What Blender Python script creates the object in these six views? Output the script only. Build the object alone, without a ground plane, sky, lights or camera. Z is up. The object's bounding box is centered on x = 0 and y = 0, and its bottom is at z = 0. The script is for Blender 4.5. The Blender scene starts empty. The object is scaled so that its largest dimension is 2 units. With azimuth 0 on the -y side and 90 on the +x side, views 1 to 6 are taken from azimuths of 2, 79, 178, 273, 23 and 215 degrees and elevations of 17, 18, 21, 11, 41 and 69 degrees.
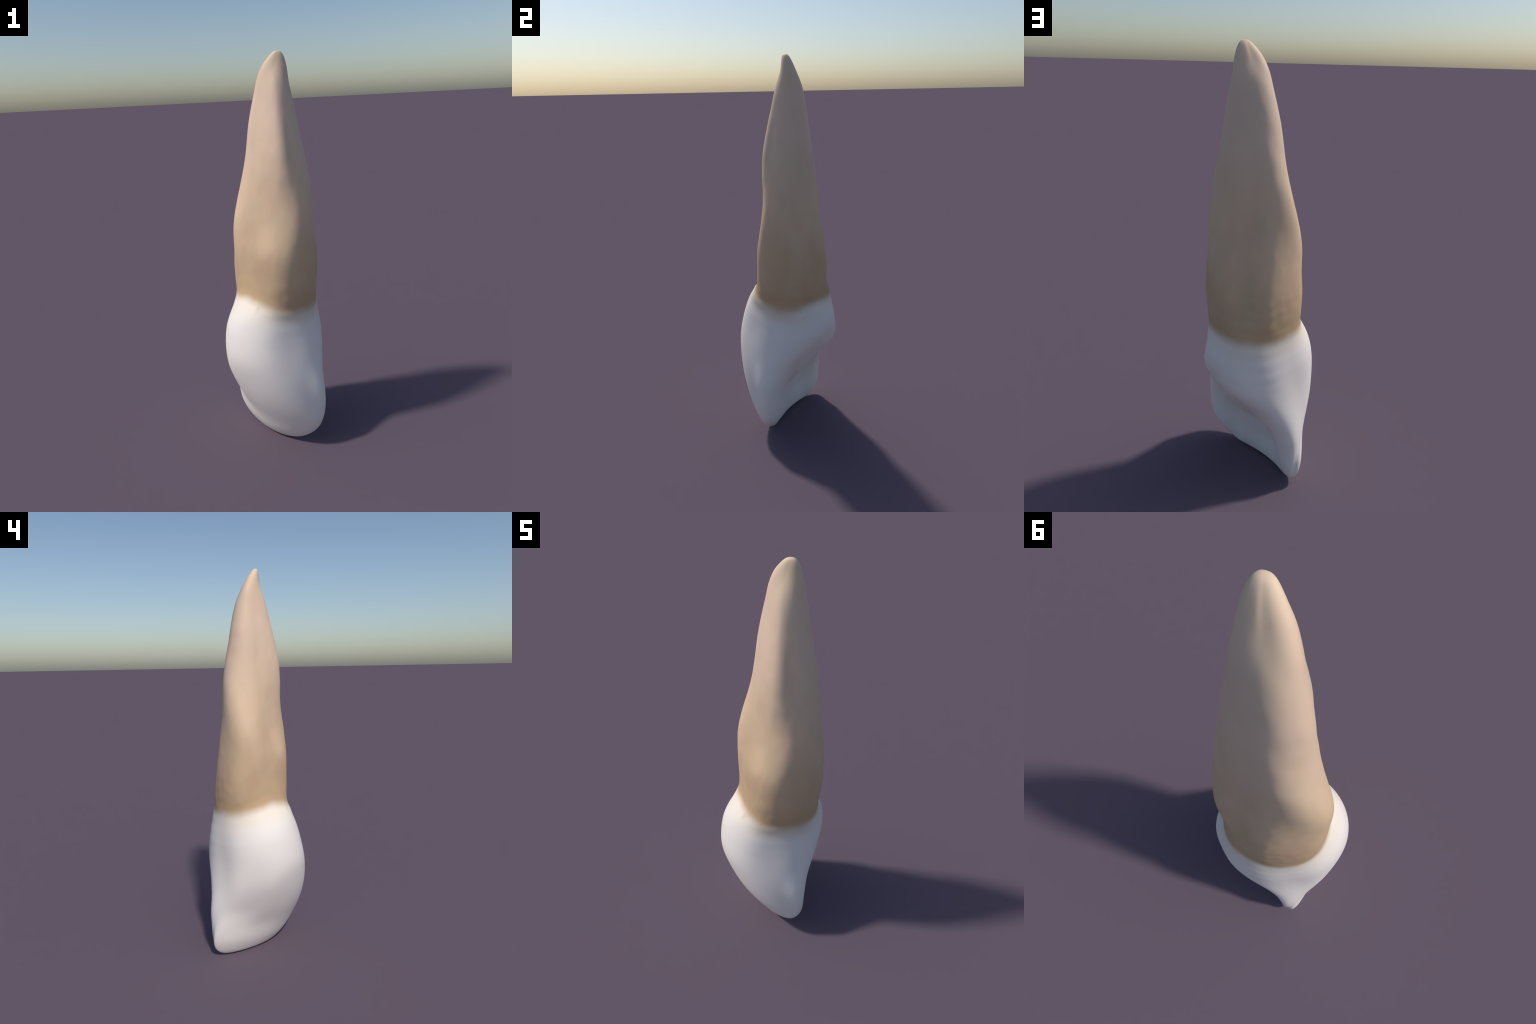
"""A human front tooth: white enamel crown below, long tan root above.

The body is one smooth lofted surface.  Each row of SECTIONS is a cross-section
(height, centre, half-width, half-depth and 16 relative radii running round
from the mesial side over the lingual side, the distal side and the labial
face); rows and radii are blended with cubic B-splines.  The surface is then
split along the wavy neck line into the crown and the root.
"""
import math
import bpy
import bmesh
import numpy as np
from mathutils import noise, Vector

# ------------------------------------------------------------------ frame
AX = Vector((0.7, -0.714, 0.0)).normalized()      # towards the mesial corner
AY = Vector((-AX.y, AX.x, 0.0))                   # towards the lingual side
DIRECTIONS = 16

# ------------------------------------------------------------------ sections
# (height, centre along AX, centre along AY, half-width, half-depth), radii
CROWN_SECTIONS = [
    ((0.001, -0.040, -0.031, 0.170, 0.000),
     (0.760, 0.970, 1.183, 1.306, 1.338, 1.316, 1.216, 1.074, 0.992, 0.840, 0.658, 0.583, 0.641, 0.708, 0.686, 0.655)),
    ((0.001, -0.040, -0.031, 0.195, 0.022),
     (0.911, 1.019, 1.144, 1.153, 1.110, 1.133, 1.140, 1.034, 1.001, 1.027, 0.847, 0.670, 0.758, 0.952, 1.005, 0.904)),
    ((0.027, -0.042, -0.031, 0.215, 0.041),
     (1.052, 1.025, 1.070, 0.982, 0.894, 0.927, 1.052, 1.083, 1.030, 1.237, 1.066, 0.795, 0.864, 1.063, 1.197, 1.140)),
    ((0.080, -0.035, -0.030, 0.240, 0.072),
     (1.103, 1.040, 0.990, 0.879, 0.818, 0.818, 0.976, 1.101, 0.980, 1.244, 1.146, 0.891, 0.942, 1.102, 1.223, 1.208)),
    ((0.160, -0.009, -0.025, 0.283, 0.108),
     (1.059, 1.032, 0.817, 0.678, 0.698, 0.674, 0.844, 1.024, 0.961, 1.087, 0.921, 0.829, 0.993, 1.097, 1.148, 1.134)),
    ((0.250, 0.013, -0.029, 0.298, 0.154),
     (0.946, 1.102, 0.763, 0.540, 0.722, 0.642, 0.922, 1.116, 0.985, 0.910, 0.822, 0.945, 1.004, 1.048, 1.021, 0.979)),
    ((0.340, 0.021, -0.039, 0.295, 0.185),
     (0.876, 1.104, 1.056, 0.748, 0.898, 0.795, 1.170, 1.078, 0.947, 0.941, 0.896, 0.983, 0.992, 0.990, 0.939, 0.882)),
    ((0.430, 0.014, -0.038, 0.282, 0.215),
     (0.880, 1.007, 1.116, 0.888, 0.966, 1.039, 1.188, 0.998, 0.916, 0.957, 0.930, 1.032, 0.984, 0.965, 0.918, 0.868)),
    ((0.520, 0.007, -0.011, 0.259, 0.263),
     (0.916, 0.981, 1.033, 0.901, 0.912, 1.128, 1.060, 0.995, 0.911, 1.000, 0.973, 1.002, 0.985, 0.974, 0.950, 0.894)),
    ((0.610, -0.002, 0.015, 0.236, 0.276),
     (0.936, 0.980, 0.980, 0.992, 0.921, 0.997, 0.944, 1.002, 0.934, 1.049, 1.039, 1.010, 0.992, 0.986, 0.993, 0.919)),
    ((0.690, -0.006, 0.022, 0.217, 0.263),
     (0.932, 0.977, 0.951, 0.980, 1.036, 0.934, 0.900, 1.001, 0.968, 1.048, 1.029, 1.028, 0.992, 0.981, 1.016, 0.929)),
    ((0.760, -0.006, 0.022, 0.204, 0.229),
     (0.930, 1.017, 1.072, 0.966, 0.929, 1.015, 0.968, 0.971, 0.998, 1.019, 0.972, 0.982, 1.000, 1.010, 0.964, 0.893)),
]
ROOT_SECTIONS = [
    ((0.820, -0.006, 0.042, 0.201, 0.198),
     (0.988, 1.034, 1.027, 0.993, 0.984, 1.000, 0.936, 0.948, 1.006, 1.063, 1.058, 0.981, 0.969, 0.989, 0.982, 0.945)),
    ((0.880, -0.006, 0.048, 0.208, 0.189),
     (1.003, 1.013, 1.056, 1.050, 0.962, 0.896, 0.854, 0.904, 0.969, 1.052, 1.130, 1.012, 0.977, 1.041, 1.045, 0.976)),
    ((0.960, 0.002, 0.055, 0.211, 0.196),
     (0.951, 0.972, 1.018, 1.019, 1.013, 0.833, 0.745, 0.859, 0.951, 1.040, 1.200, 1.058, 0.975, 0.971, 1.010, 0.948)),
    ((1.060, 0.013, 0.052, 0.210, 0.195),
     (0.906, 0.973, 0.956, 0.980, 1.026, 0.821, 0.774, 0.856, 0.940, 0.991, 1.176, 1.085, 0.936, 0.903, 0.988, 0.957)),
    ((1.180, 0.010, 0.051, 0.204, 0.175),
     (0.975, 1.008, 0.923, 1.069, 1.010, 0.722, 0.709, 0.818, 0.945, 0.994, 1.273, 1.129, 0.790, 0.791, 0.903, 1.031)),
    ((1.300, 0.010, 0.053, 0.192, 0.152),
     (0.993, 1.021, 1.056, 1.089, 0.933, 0.781, 0.735, 0.764, 0.865, 1.088, 1.251, 1.092, 0.864, 0.835, 0.884, 1.010)),
    ((1.420, 0.016, 0.055, 0.176, 0.131),
     (0.941, 0.977, 1.044, 1.087, 0.961, 0.818, 0.761, 0.820, 0.964, 1.145, 1.128, 1.104, 0.989, 1.003, 1.074, 1.000)),
    ((1.540, 0.015, 0.049, 0.159, 0.119),
     (0.924, 0.938, 0.990, 1.098, 0.981, 0.785, 0.749, 0.869, 1.005, 1.042, 1.060, 0.955, 0.896, 1.070, 1.185, 0.910)),
    ((1.660, 0.016, 0.048, 0.131, 0.099),
     (0.935, 0.916, 0.961, 1.083, 0.992, 0.823, 0.765, 0.841, 0.949, 1.035, 1.147, 1.039, 0.979, 1.100, 1.182, 0.943)),
    ((1.770, 0.016, 0.047, 0.106, 0.081),
     (0.932, 0.936, 1.006, 1.085, 0.956, 0.806, 0.774, 0.861, 0.974, 1.048, 1.135, 1.067, 0.973, 1.061, 1.142, 0.954)),
    ((1.860, 0.019, 0.046, 0.077, 0.063),
     (0.980, 0.952, 1.001, 1.107, 0.982, 0.906, 0.839, 0.876, 0.969, 1.088, 1.206, 1.106, 0.998, 1.042, 1.114, 1.033)),
    ((1.930, 0.031, 0.044, 0.055, 0.048),
     (0.992, 1.168, 1.190, 1.117, 0.798, 0.664, 0.628, 0.604, 0.739, 1.090, 1.306, 1.118, 0.920, 0.813, 0.784, 0.876)),
    ((1.975, 0.050, 0.043, 0.035, 0.032),
     (0.881, 1.054, 1.107, 1.061, 0.771, 0.659, 0.664, 0.620, 0.745, 1.062, 1.267, 1.077, 0.882, 0.782, 0.733, 0.787)),
    ((1.999, 0.059, 0.040, 0.014, 0.014),
     (0.880, 1.037, 1.136, 1.154, 1.019, 0.878, 0.783, 0.750, 0.855, 1.070, 1.236, 1.183, 1.057, 0.908, 0.798, 0.783)),
    ((2.000, 0.059, 0.040, 0.000, 0.000),
     (0.914, 1.040, 1.160, 1.215, 1.172, 1.062, 0.952, 0.908, 0.953, 1.065, 1.172, 1.199, 1.134, 1.005, 0.893, 0.852)),
]
SECTIONS = CROWN_SECTIONS + ROOT_SECTIONS
# the lowest sections sag: height changes by slope * x + bow * x * x
INCISAL_SAG = [(-0.010, 0.021), (-0.021, -0.010), (-0.031, -0.048), (-0.076, -0.087), (-0.086, -0.091), (-0.045, -0.066), (-0.017, -0.036)]

# seen from below they are arched: the corners turn towards the lingual side
INCISAL_ARCH = [1.0, 1.0, 1.0, 0.95, 0.75, 0.45, 0.2]

HOLLOW_DEPTH, HOLLOW_X, HOLLOW_WIDTH = 0.036, -0.012, 0.205
HOLLOW_Z, HOLLOW_HEIGHT, HOLLOW_FLOOR = 0.1, 0.3, 0.5

# neck line (enamel border): height as a sum of waves round the tooth
NECK_WAVES = [0.790, -0.008, -0.014, -0.021, 0.003, -0.002, 0.001, 0.004, -0.002]
NECK_CENTRE = 0.045
GROOVE_AT, LIP_AT, NUB_AT, NUB_OVER = -102.0, -42.0, -75.0, -0.026   # degrees, metres


def neck_height(phi):
    c = NECK_WAVES
    h = c[0]
    for m in range(1, (len(c) + 1) // 2):
        h = h + c[2 * m - 1] * np.cos(m * phi) + c[2 * m] * np.sin(m * phi)
    return h


# ------------------------------------------------------------------ splines
def bspline_weights(f):
    return [(1 - f) ** 3 / 6, (3 * f ** 3 - 6 * f ** 2 + 4) / 6,
            (-3 * f ** 3 + 3 * f ** 2 + 3 * f + 1) / 6, f ** 3 / 6]


ROWS = np.array([s[0] for s in SECTIONS])
RADII = np.array([s[1] for s in SECTIONS])
SAG = np.zeros((len(SECTIONS), 2))
SAG[:len(INCISAL_SAG)] = INCISAL_SAG
COUNT = len(SECTIONS)


def padded(a):
    return np.vstack([2 * a[:1] - a[1:2], a, 2 * a[-1:] - a[-2:-1]])


BEND = np.zeros((COUNT, 1))
BEND[:len(INCISAL_ARCH), 0] = INCISAL_ARCH
ROWS_P, RADII_P, SAG_P, BEND_P = padded(ROWS), padded(RADII), padded(SAG), padded(BEND)[:, 0]


def smoothstep(a, b, x):
    t = np.clip((x - a) / (b - a), 0, 1)
    return t * t * (3 - 2 * t)


def lingual_hollow(x, z, facing):
    """Scooped hollow between the marginal ridges, below the bulge of the back."""
    far = ((np.abs(x - HOLLOW_X) / HOLLOW_WIDTH) ** 3
           + (np.maximum(0, z - HOLLOW_Z) / HOLLOW_HEIGHT) ** 3) ** (1 / 3)
    fold = 1 - 0.6 * np.exp(-((x - 0.05) / 0.035) ** 2)     # low ridge down the middle
    return (HOLLOW_DEPTH * fold * (1 - smoothstep(HOLLOW_FLOOR, 1.0, far))
            * smoothstep(-0.02, 0.16, z) * smoothstep(0, 0.5, facing))


def body_point(t, theta):
    """Points of the tooth in its own frame; t in 0..COUNT-1, theta in radians."""
    i = np.minimum(t.astype(int), COUNT - 2)
    wt = bspline_weights(t - i)
    x = theta / (2 * math.pi) * DIRECTIONS
    j = np.floor(x).astype(int)
    wa = bspline_weights(x - j)
    row = sum(w[..., None] * ROWS_P[i + k] for k, w in enumerate(wt))
    sag = sum(w[..., None] * SAG_P[i + k] for k, w in enumerate(wt))
    bend = sum(w * BEND_P[i + k] for k, w in enumerate(wt))
    r = 0.0
    for k, w in enumerate(wt):
        for m, v in enumerate(wa):
            r = r + w * v * RADII_P[i + k, (j + m - 1) % DIRECTIONS]
    px = row[..., 1] + r * row[..., 3] * np.cos(theta)
    py = row[..., 2] + r * row[..., 4] * np.sin(theta)
    py = py + bend * (px + 0.03) ** 2
    py = py - lingual_hollow(px, row[..., 0], np.sin(theta))
    pz = row[..., 0] + sag[..., 0] * (px + 0.03) + sag[..., 1] * (px + 0.03) ** 2
    return px, py, pz


# ------------------------------------------------------------------ body grid
AROUND, CROWN_RINGS, ROOT_RINGS = 256, 190, 210
theta = np.arange(AROUND) / AROUND * 2 * math.pi

# where each meridian crosses the neck line
lo, hi = np.full(AROUND, 8.0), np.full(AROUND, COUNT - 4.0)
for _ in range(40):
    mid = (lo + hi) / 2
    px, py, pz = body_point(mid, theta)
    above = pz > neck_height(np.arctan2(py - NECK_CENTRE, px))
    hi, lo = np.where(above, mid, hi), np.where(above, lo, mid)
t_neck = (lo + hi) / 2

s_crown = np.linspace(0, 1, CROWN_RINGS + 1)
s_root = np.linspace(0, 1, ROOT_RINGS + 1)[1:]
t_all = np.vstack([s_crown[:, None] * t_neck[None],
                   t_neck[None] + s_root[:, None] * (COUNT - 1 - t_neck)[None]])
px, py, pz = body_point(t_all, np.broadcast_to(theta, t_all.shape))
RINGS = len(t_all)

grid = (px[..., None] * np.array(AX) + py[..., None] * np.array(AY))
grid[..., 2] = pz
grid[..., 2] = np.maximum(grid[..., 2], 0.0)

# ------------------------------------------------------------------ relief
# lumps, lengthwise flutes and faint rings on the root, growth ripples and a
# small lip on the enamel, all moved along the surface normal
du = np.gradient(grid, axis=0)
dv = np.roll(grid, -1, 1) - np.roll(grid, 1, 1)
normal = np.cross(dv, du)
length = np.linalg.norm(normal, axis=-1, keepdims=True)
normal = np.where(length > 1e-12, normal / np.maximum(length, 1e-12), 0.0)

PHI = np.arctan2(py - NECK_CENTRE, px)
OVER = pz - neck_height(PHI)                       # height over the neck line


def turn(a, b):
    return np.angle(np.exp(1j * (a - b)))


def field(scale, squash, offset):
    out = np.empty(grid.shape[:2])
    ox, oy, oz = offset
    for i in range(RINGS):
        for j in range(AROUND):
            x, y, z = grid[i, j]
            out[i, j] = noise.noise(Vector((x * scale + ox, y * scale + oy, z * scale * squash + oz)))
    return out


on_root = smoothstep(0.0, 0.06, OVER) * (1 - smoothstep(1.05, 1.19, OVER))
lumps = field(8.0, 0.6, (0.3, 4.1, 2.7))
flutes = field(8.5, 0.3, (7.7, 1.2, 0.4))
grain = field(26.0, 0.6, (2.2, 9.4, 5.1))
relief = on_root * (0.0042 * lumps + 0.0042 * flutes + 0.0009 * grain)
# long shallow groove on the side of the root that faces the sun
groove = np.exp(-(turn(theta[None, :], np.radians(GROOVE_AT)) / 0.20) ** 2)
relief -= 0.0028 * on_root * groove * smoothstep(0.25, 0.4, OVER) * (1 - smoothstep(0.80, 1.05, OVER))
# rings near the neck, strongest on the lingual side
lingual = 0.35 + 0.65 * smoothstep(-0.2, 0.7, np.sin(PHI))
ring = np.sin(2 * math.pi * (OVER + 0.03 * lumps) / 0.055)
relief += 0.0007 * ring * (0.6 + 0.8 * grain) * lingual * smoothstep(0.01, 0.05, OVER) * (1 - smoothstep(0.16, 0.26, OVER))
relief += 0.0003 * np.sin(2 * math.pi * OVER / 0.06) * lingual * smoothstep(-0.26, -0.18, OVER) * (1 - smoothstep(-0.06, -0.02, OVER))
# enamel lip under the neck line on the mesial-labial side, and a small nub
lip = np.exp(-(turn(PHI, np.radians(LIP_AT)) / 0.35) ** 2)
relief += 0.0030 * lip * np.exp(-((OVER + 0.026) / 0.020) ** 2)
nub = (turn(PHI, np.radians(NUB_AT)) * 0.2 / 0.010) ** 2 + ((OVER - NUB_OVER) / 0.013) ** 2
relief += 0.0035 * np.exp(-nub)
grid += relief[..., None] * normal

bm = bmesh.new()
vs = [[bm.verts.new(grid[i, j]) for j in range(AROUND)] for i in range(RINGS)]
for i in range(RINGS - 1):
    for j in range(AROUND):
        k = (j + 1) % AROUND
        f = bm.faces.new((vs[i][j], vs[i][k], vs[i + 1][k], vs[i + 1][j]))
        f.material_index = 0 if i < CROWN_RINGS else 1
bmesh.ops.remove_doubles(bm, verts=bm.verts[:], dist=2e-5)
bmesh.ops.recalc_face_normals(bm, faces=bm.faces[:])
bm.normal_update()


def region_object(name, region, material):
    """One region of the body as its own mesh, shaded with the whole body's normals."""
    index, coords, normals, faces = {}, [], [], []
    for f in bm.faces:
        if f.material_index != region:
            continue
        ids = []
        for v in f.verts:
            if v not in index:
                index[v] = len(coords)
                coords.append(v.co[:])
                normals.append(v.normal[:])
            ids.append(index[v])
        faces.append(ids)
    me = bpy.data.meshes.new(name)
    me.from_pydata(coords, [], faces)
    me.polygons.foreach_set("use_smooth", [True] * len(me.polygons))
    me.normals_split_custom_set_from_vertices(normals)
    me.materials.append(material)
    ob = bpy.data.objects.new(name, me)
    bpy.context.scene.collection.objects.link(ob)
    return ob


# ------------------------------------------------------------------ materials
class Nodes:
    """Small helper to write shader maths as nested calls."""

    def __init__(self, name):
        self.material = bpy.data.materials.new(name)
        self.material.use_nodes = True
        self.tree = self.material.node_tree
        self.tree.nodes.clear()

    def put(self, socket, value):
        if isinstance(value, bpy.types.NodeSocket):
            self.tree.links.new(value, socket)
        elif value is not None:
            socket.default_value = value

    def math(self, op, a, b=None, c=None, clamp=False):
        n = self.tree.nodes.new("ShaderNodeMath")
        n.operation, n.use_clamp = op, clamp
        for s, v in zip(n.inputs, (a, b, c)):
            self.put(s, v)
        return n.outputs[0]

    def mix(self, factor, a, b, blend="MIX"):
        n = self.tree.nodes.new("ShaderNodeMix")
        n.data_type, n.blend_type = "RGBA", blend
        self.put(n.inputs[0], factor)
        self.put(n.inputs[6], a)
        self.put(n.inputs[7], b)
        return n.outputs[2]

    def smooth(self, value, low, high):
        n = self.tree.nodes.new("ShaderNodeMapRange")
        n.interpolation_type = "SMOOTHSTEP"
        for s, v in zip(n.inputs, (value, low, high, 0.0, 1.0)):
            self.put(s, v)
        return n.outputs[0]

    def position(self):
        if not hasattr(self, "_pos"):
            self._pos = self.tree.nodes.new("ShaderNodeTexCoord").outputs["Object"]
            n = self.tree.nodes.new("ShaderNodeSeparateXYZ")
            self.put(n.inputs[0], self._pos)
            self.x, self.y, self.z = n.outputs
        return self._pos

    def noise(self, scale, stretch=(1, 1, 1), shift=(0, 0, 0), detail=2.0, rough=0.5):
        m = self.tree.nodes.new("ShaderNodeMapping")
        self.put(m.inputs["Vector"], self.position())
        m.inputs["Scale"].default_value = stretch
        m.inputs["Location"].default_value = shift
        n = self.tree.nodes.new("ShaderNodeTexNoise")
        self.put(n.inputs["Vector"], m.outputs[0])
        n.inputs["Scale"].default_value = scale
        n.inputs["Detail"].default_value = detail
        n.inputs["Roughness"].default_value = rough
        return n.outputs["Fac"]

    def above_neck(self):
        """Signed height over the wavy neck line."""
        self.position()
        u = self.math("ADD", self.math("MULTIPLY", self.x, AX.x), self.math("MULTIPLY", self.y, AX.y))
        v = self.math("ADD", self.math("MULTIPLY", self.x, AY.x), self.math("MULTIPLY", self.y, AY.y))
        self.u, self.v = u, v
        phi = self.math("ARCTAN2", self.math("SUBTRACT", v, NECK_CENTRE), u)
        self.phi = phi
        h = NECK_WAVES[0]
        for m in range(1, (len(NECK_WAVES) + 1) // 2):
            for fn, c in (("COSINE", NECK_WAVES[2 * m - 1]), ("SINE", NECK_WAVES[2 * m])):
                h = self.math("MULTIPLY_ADD", self.math(fn, self.math("MULTIPLY", phi, float(m))), c, h)
        return self.math("SUBTRACT", self.z, h)


def srgb(r, g, b):
    f = lambda c: c / 12.92 if c <= 0.04045 else ((c + 0.055) / 1.055) ** 2.4
    return (f(r / 255), f(g / 255), f(b / 255), 1.0)


def tooth_colour(n):
    """Colour of enamel and cementum, blending softly across the neck line."""
    d = n.above_neck()
    wobble = n.math("SUBTRACT", n.noise(9.0, detail=3.0), 0.5)
    d_soft = n.math("MULTIPLY_ADD", wobble, 0.035, d)
    # root: tan at the neck, paler and pinker towards the tip
    height = n.math("MULTIPLY_ADD", n.math("SUBTRACT", n.noise(5.0, (1.5, 1.5, 0.6), (0.7, 2.2, 0.0)), 0.5), 0.35, d)
    up = n.smooth(height, 0.10, 0.85)
    root = n.mix(n.smooth(height, 0.05, 0.50), srgb(*ROOT_NECK), srgb(*ROOT_MID))
    root = n.mix(n.smooth(height, 0.45, 0.95), root, srgb(*ROOT_PALE))
    root = n.mix(n.smooth(d, 0.98, 1.18), root, srgb(*ROOT_TIP))
    # long streaks
    streak = n.smooth(n.noise(7.0, (1.6, 1.6, 0.4), (1.3, 0.2, 0.9), detail=1.0), 0.36, 0.70)
    root = n.mix(n.math("MULTIPLY", streak, 0.45), root, n.mix(up, srgb(*PINK_LOW), srgb(*PINK_HIGH)))
    # blotches, reddish and greenish, about as light as the ground they lie on
    red = n.smooth(n.noise(7.5, (1.0, 1.0, 0.7), (5.3, 0.4, 2.0), detail=3.0), 0.44, 0.72)
    root = n.mix(n.math("MULTIPLY", red, 0.45), root, n.mix(up, srgb(*RED_LOW), srgb(*PINK_HIGH)))
    grey = n.smooth(n.noise(8.0, (1.2, 1.2, 0.7), (3.1, 1.7, 0.4), detail=3.0), 0.44, 0.72)
    root = n.mix(n.math("MULTIPLY", grey, 0.5), root, n.mix(up, srgb(*GREY_LOW), srgb(*GREY_HIGH)))
    # a slightly darker brown collar right above the neck
    collar = n.math("SUBTRACT", 1.0, n.smooth(d_soft, 0.0, 0.12))
    root = n.mix(n.math("MULTIPLY", collar, 0.55), root, srgb(*COLLAR))
    # enamel: warm white, cream near the neck, with a brown stain reaching
    # further down on the mesial side
    cream = n.smooth(d_soft, -0.13, -0.01)
    enamel_c = n.mix(n.math("MULTIPLY", cream, 0.75), srgb(*ENAMEL), srgb(*CREAM))
    mesial = n.smooth(n.math("COSINE", n.math("ADD", n.phi, 0.25)), 0.55, 1.0)
    stain = n.math("MULTIPLY", n.smooth(d_soft, -0.10, -0.01), n.math("MULTIPLY", mesial, 0.45))
    enamel_c = n.mix(stain, enamel_c, srgb(*STAIN))
    return n.mix(n.smooth(d_soft, -0.034, 0.024), enamel_c, root)


ROOT_NECK = (210, 180, 142)
ROOT_MID = (227, 197, 163)
ROOT_PALE = (228, 201, 176)
ROOT_TIP = (233, 206, 176)
PINK_LOW = (208, 173, 140)
PINK_HIGH = (228, 195, 170)
RED_LOW = (203, 164, 136)
GREY_LOW = (200, 177, 141)
GREY_HIGH = (218, 196, 166)
COLLAR = (194, 160, 120)
STAIN = (190, 168, 140)
ENAMEL = (243, 234, 226)
CREAM = (244, 229, 208)


def tooth_material(name, rough, coat):
    n = Nodes(name)
    out = n.tree.nodes.new("ShaderNodeOutputMaterial")
    b = n.tree.nodes.new("ShaderNodeBsdfPrincipled")
    n.put(b.inputs["Base Color"], tooth_colour(n))
    b.inputs["Roughness"].default_value = rough
    b.inputs["Specular IOR Level"].default_value = 0.3
    b.inputs["Coat Weight"].default_value = coat
    n.put(out.inputs["Surface"], b.outputs[0])
    return n.material


enamel = tooth_material("enamel", 0.6, 0.0)
cementum = tooth_material("cementum", 0.6, 0.0)

tooth = bpy.data.objects.new("tooth", None)
tooth["label"] = "human front tooth, white enamel crown, long tan root"
tooth["category"] = "tooth"
bpy.context.scene.collection.objects.link(tooth)
for part in (region_object("crown", 0, enamel), region_object("root", 1, cementum)):
    part.parent = tooth
bm.free()
